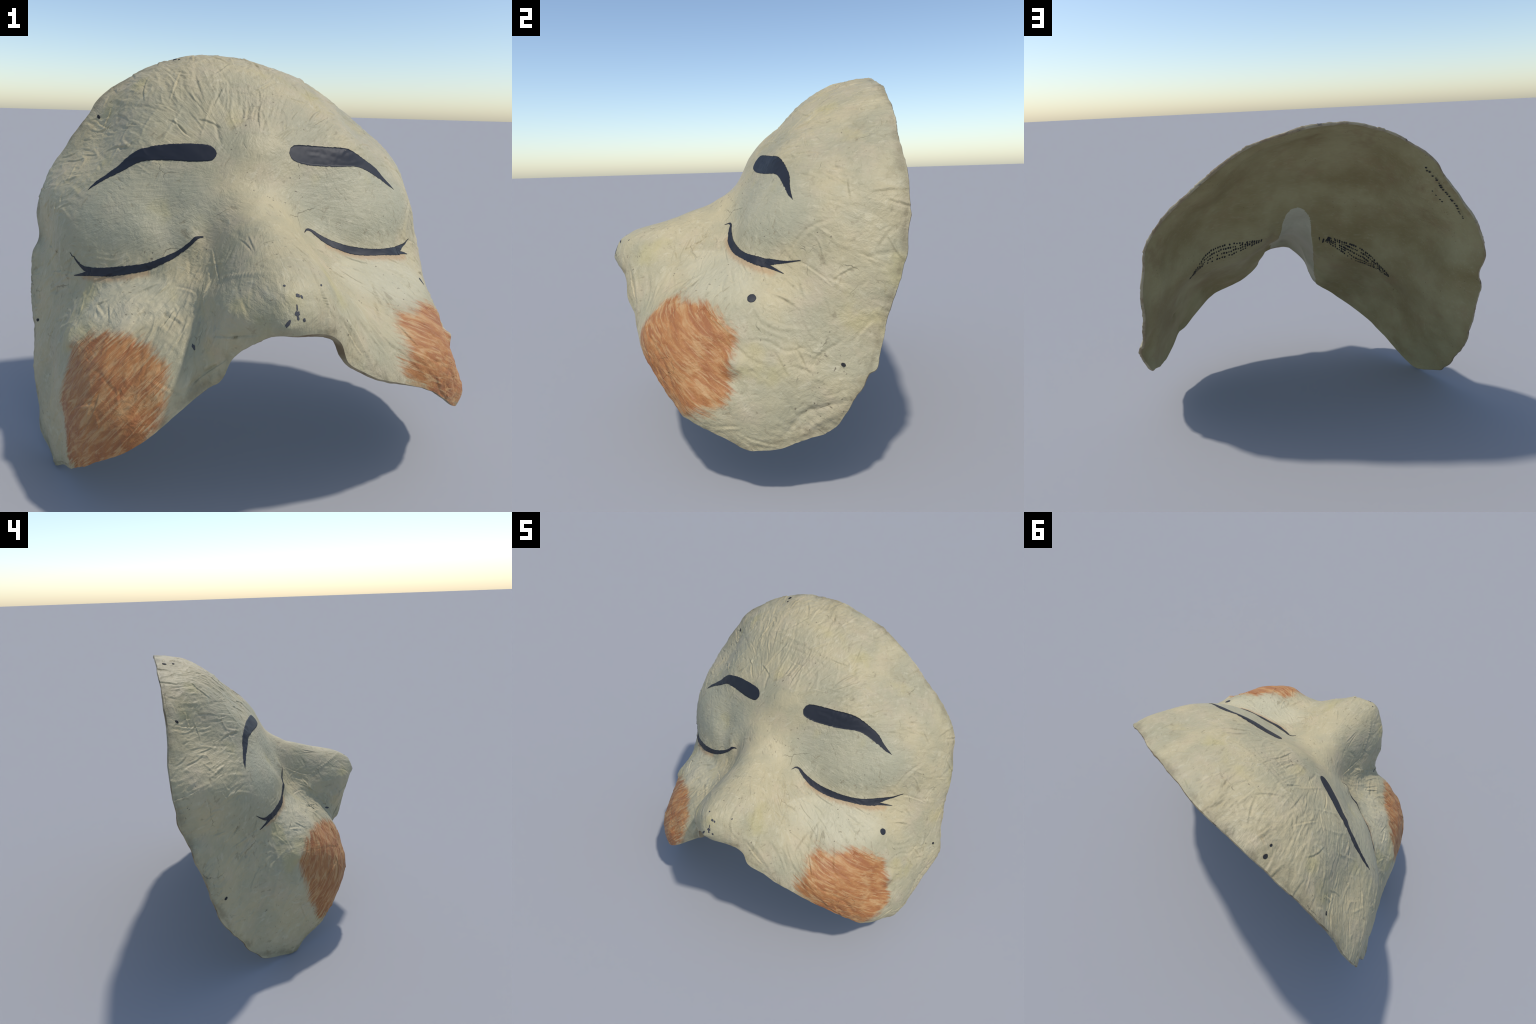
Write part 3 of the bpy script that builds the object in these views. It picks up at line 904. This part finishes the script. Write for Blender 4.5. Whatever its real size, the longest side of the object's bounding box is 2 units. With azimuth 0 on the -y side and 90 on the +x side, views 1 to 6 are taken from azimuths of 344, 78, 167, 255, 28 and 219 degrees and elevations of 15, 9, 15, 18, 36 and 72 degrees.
# ---- round marks: beauty mark, strap holes, pits
def disc_mesh(p0, radius, lift=.0022, seed=0, n=28, squash=1., tilt=0., wobble=.10):
    q0 = to_angles(np.array(p0)[None])[0]
    scale = 1 / np.linalg.norm(SURF.point(q0[None])[0] - CENTER)
    ang = np.arange(n) / n * 2 * np.pi
    wob = 1 + wobble * fbm(np.stack([np.cos(ang) * 1.5, np.sin(ang) * 1.5, np.full(n, seed * 3.1)], -1), 2, 300)
    qs = [q0[None]]
    for r in (.5, .85, 1.):
        x, y = np.cos(ang) * wob * squash, np.sin(ang) * wob
        qs.append(q0 + scale * radius * r * np.stack([x * math.cos(tilt) - y * math.sin(tilt),
                                                      x * math.sin(tilt) + y * math.cos(tilt)], -1))
    qs = np.vstack(qs)
    top, nrm = skin(qs, lift)
    low = top[-n:] - nrm[-n:] * (lift + .001)
    v = np.vstack([top, low])
    f = [(0, 1 + k, 1 + (k + 1) % n) for k in range(n)]
    for r in range(3):
        a0 = 1 + r * n
        f += [(a0 + k, a0 + n + k, a0 + n + (k + 1) % n, a0 + (k + 1) % n) for k in range(n)]
    nf = np.cross(v[f[0][1]] - v[0], v[f[0][2]] - v[0])
    if nf @ nrm[0] < 0:
        f = [g[::-1] for g in f]
    return v, f


v, f = disc_mesh((.706, -.134, .788), .0185, lift=.0008)
new_object('beauty_mark', v, f, mask, MAT_PAINT)
for k, (p0, r) in enumerate([((.953, .158, .568), .009), ((-.978, .459, .506), .0105), ((-.636, .614, 1.45), .009),
                             ((-.273, .617, 1.722), .013), ((-.26, .563, 1.718), .007)]):
    v, f = disc_mesh(p0, r, seed=k + 1)
    new_object('strap_hole', v, f, mask, MAT_HOLE)

# ---- black scuffs on the tip of the nose and beside the nostril
for k, (p0, r, sq, tilt) in enumerate([((-.073, -.664, .956), .007, 1.3, .4), ((-.060, -.660, .950), .005, 1.4, 1.),
                                       ((-.080, -.676, .922), .012, .25, .0), ((-.080, -.684, .906), .010, 1.0, .3),
                                       ((-.079, -.690, .893), .007, .7, -.4), ((-.110, -.692, .880), .015, .40, .6),
                                       ((-.058, -.690, .886), .007, .8, 0.), ((-.346, -.397, .692), .008, 1.8, .5),
                                       ((-.106, -.631, .979), .004, 1.2, 0.), ((.02, -.617, .966), .004, 1., 0.)]):
    v, f = disc_mesh(p0, .8 * r, seed=k + 20, lift=.0009, squash=sq, tilt=tilt, wobble=.55)
    new_object('scuff_mark', v, f, mask, MAT_SCUFF)

# ---- rows of pin holes in the lining behind the eyes and by the temple
rng = np.random.default_rng(7)


def pin_holes():
    verts, faces = [], []

    def dot(a, b, r, stretch):
        q0 = np.array([[a, b]])
        p, n = SURF.frame(q0)
        p, n = p[0], n[0]
        z = np.array([0, 0, 1.])
        u = np.cross(z, n); u /= np.linalg.norm(u)
        w = np.cross(n, u)
        c0 = p - n * (lining_depth(q0, np.array([.6 if b < .9 else .93]))[0] + .004 * fbm(p[None] * 4, 3, 120)[0])
        base = len(verts)
        k = 8
        for s, rr in ((.0, 0.), (1., 1.)):
            if rr == 0:
                verts.append(c0 - n * .0026)
            else:
                for t in np.arange(k) / k * 2 * np.pi:
                    verts.append(c0 - n * .0018 + u * r * math.cos(t) + w * r * stretch * math.sin(t))
        for t in range(k):
            faces.append((base, base + 1 + t, base + 1 + (t + 1) % k))

    right = spline([(-.36, .25), (-.45, .235), (-.60, .20), (-.75, .185), (-.88, .15), (-.95, .09)], 34)
    left = spline([(.20, .20), (.33, .17), (.48, .10), (.62, .04), (.75, -.03), (.83, -.08)], 36)
    for line, rows in ((right, 4), (left, 5)):
        for row in range(rows):
            off = (row - (rows - 1) / 2) * .034
            for i, (a, b) in enumerate(line):
                taper = 1 - .8 * abs(2 * i / (len(line) - 1) - 1) ** 1.6
                if rng.random() < .10 + .12 * (row in (0, rows - 1)):
                    continue
                dot(a + rng.normal(0, .0015), b + off * taper + rng.normal(0, .002), .0050 + rng.uniform(-.0012, .0016), 1.4)
    temple = spline([(.745, 1.09), (.81, 1.065), (.86, 1.035), (.93, .99), (1.00, .95), (1.06, .91), (1.13, .84)], 22)
    for i, (a, b) in enumerate(temple):
        dot(a + rng.normal(0, .003), b + rng.normal(0, .003), .0065 + rng.uniform(-.002, .002), .7)
        if 6 < i < 14 and rng.random() < .7:
            dot(a - .03, b - .035, .006, .8)
    return verts, faces


pv, pf = pin_holes()
new_object('pin_holes', np.array(pv), pf, mask, MAT_HOLE, kind='stuff', smooth_shade=False)
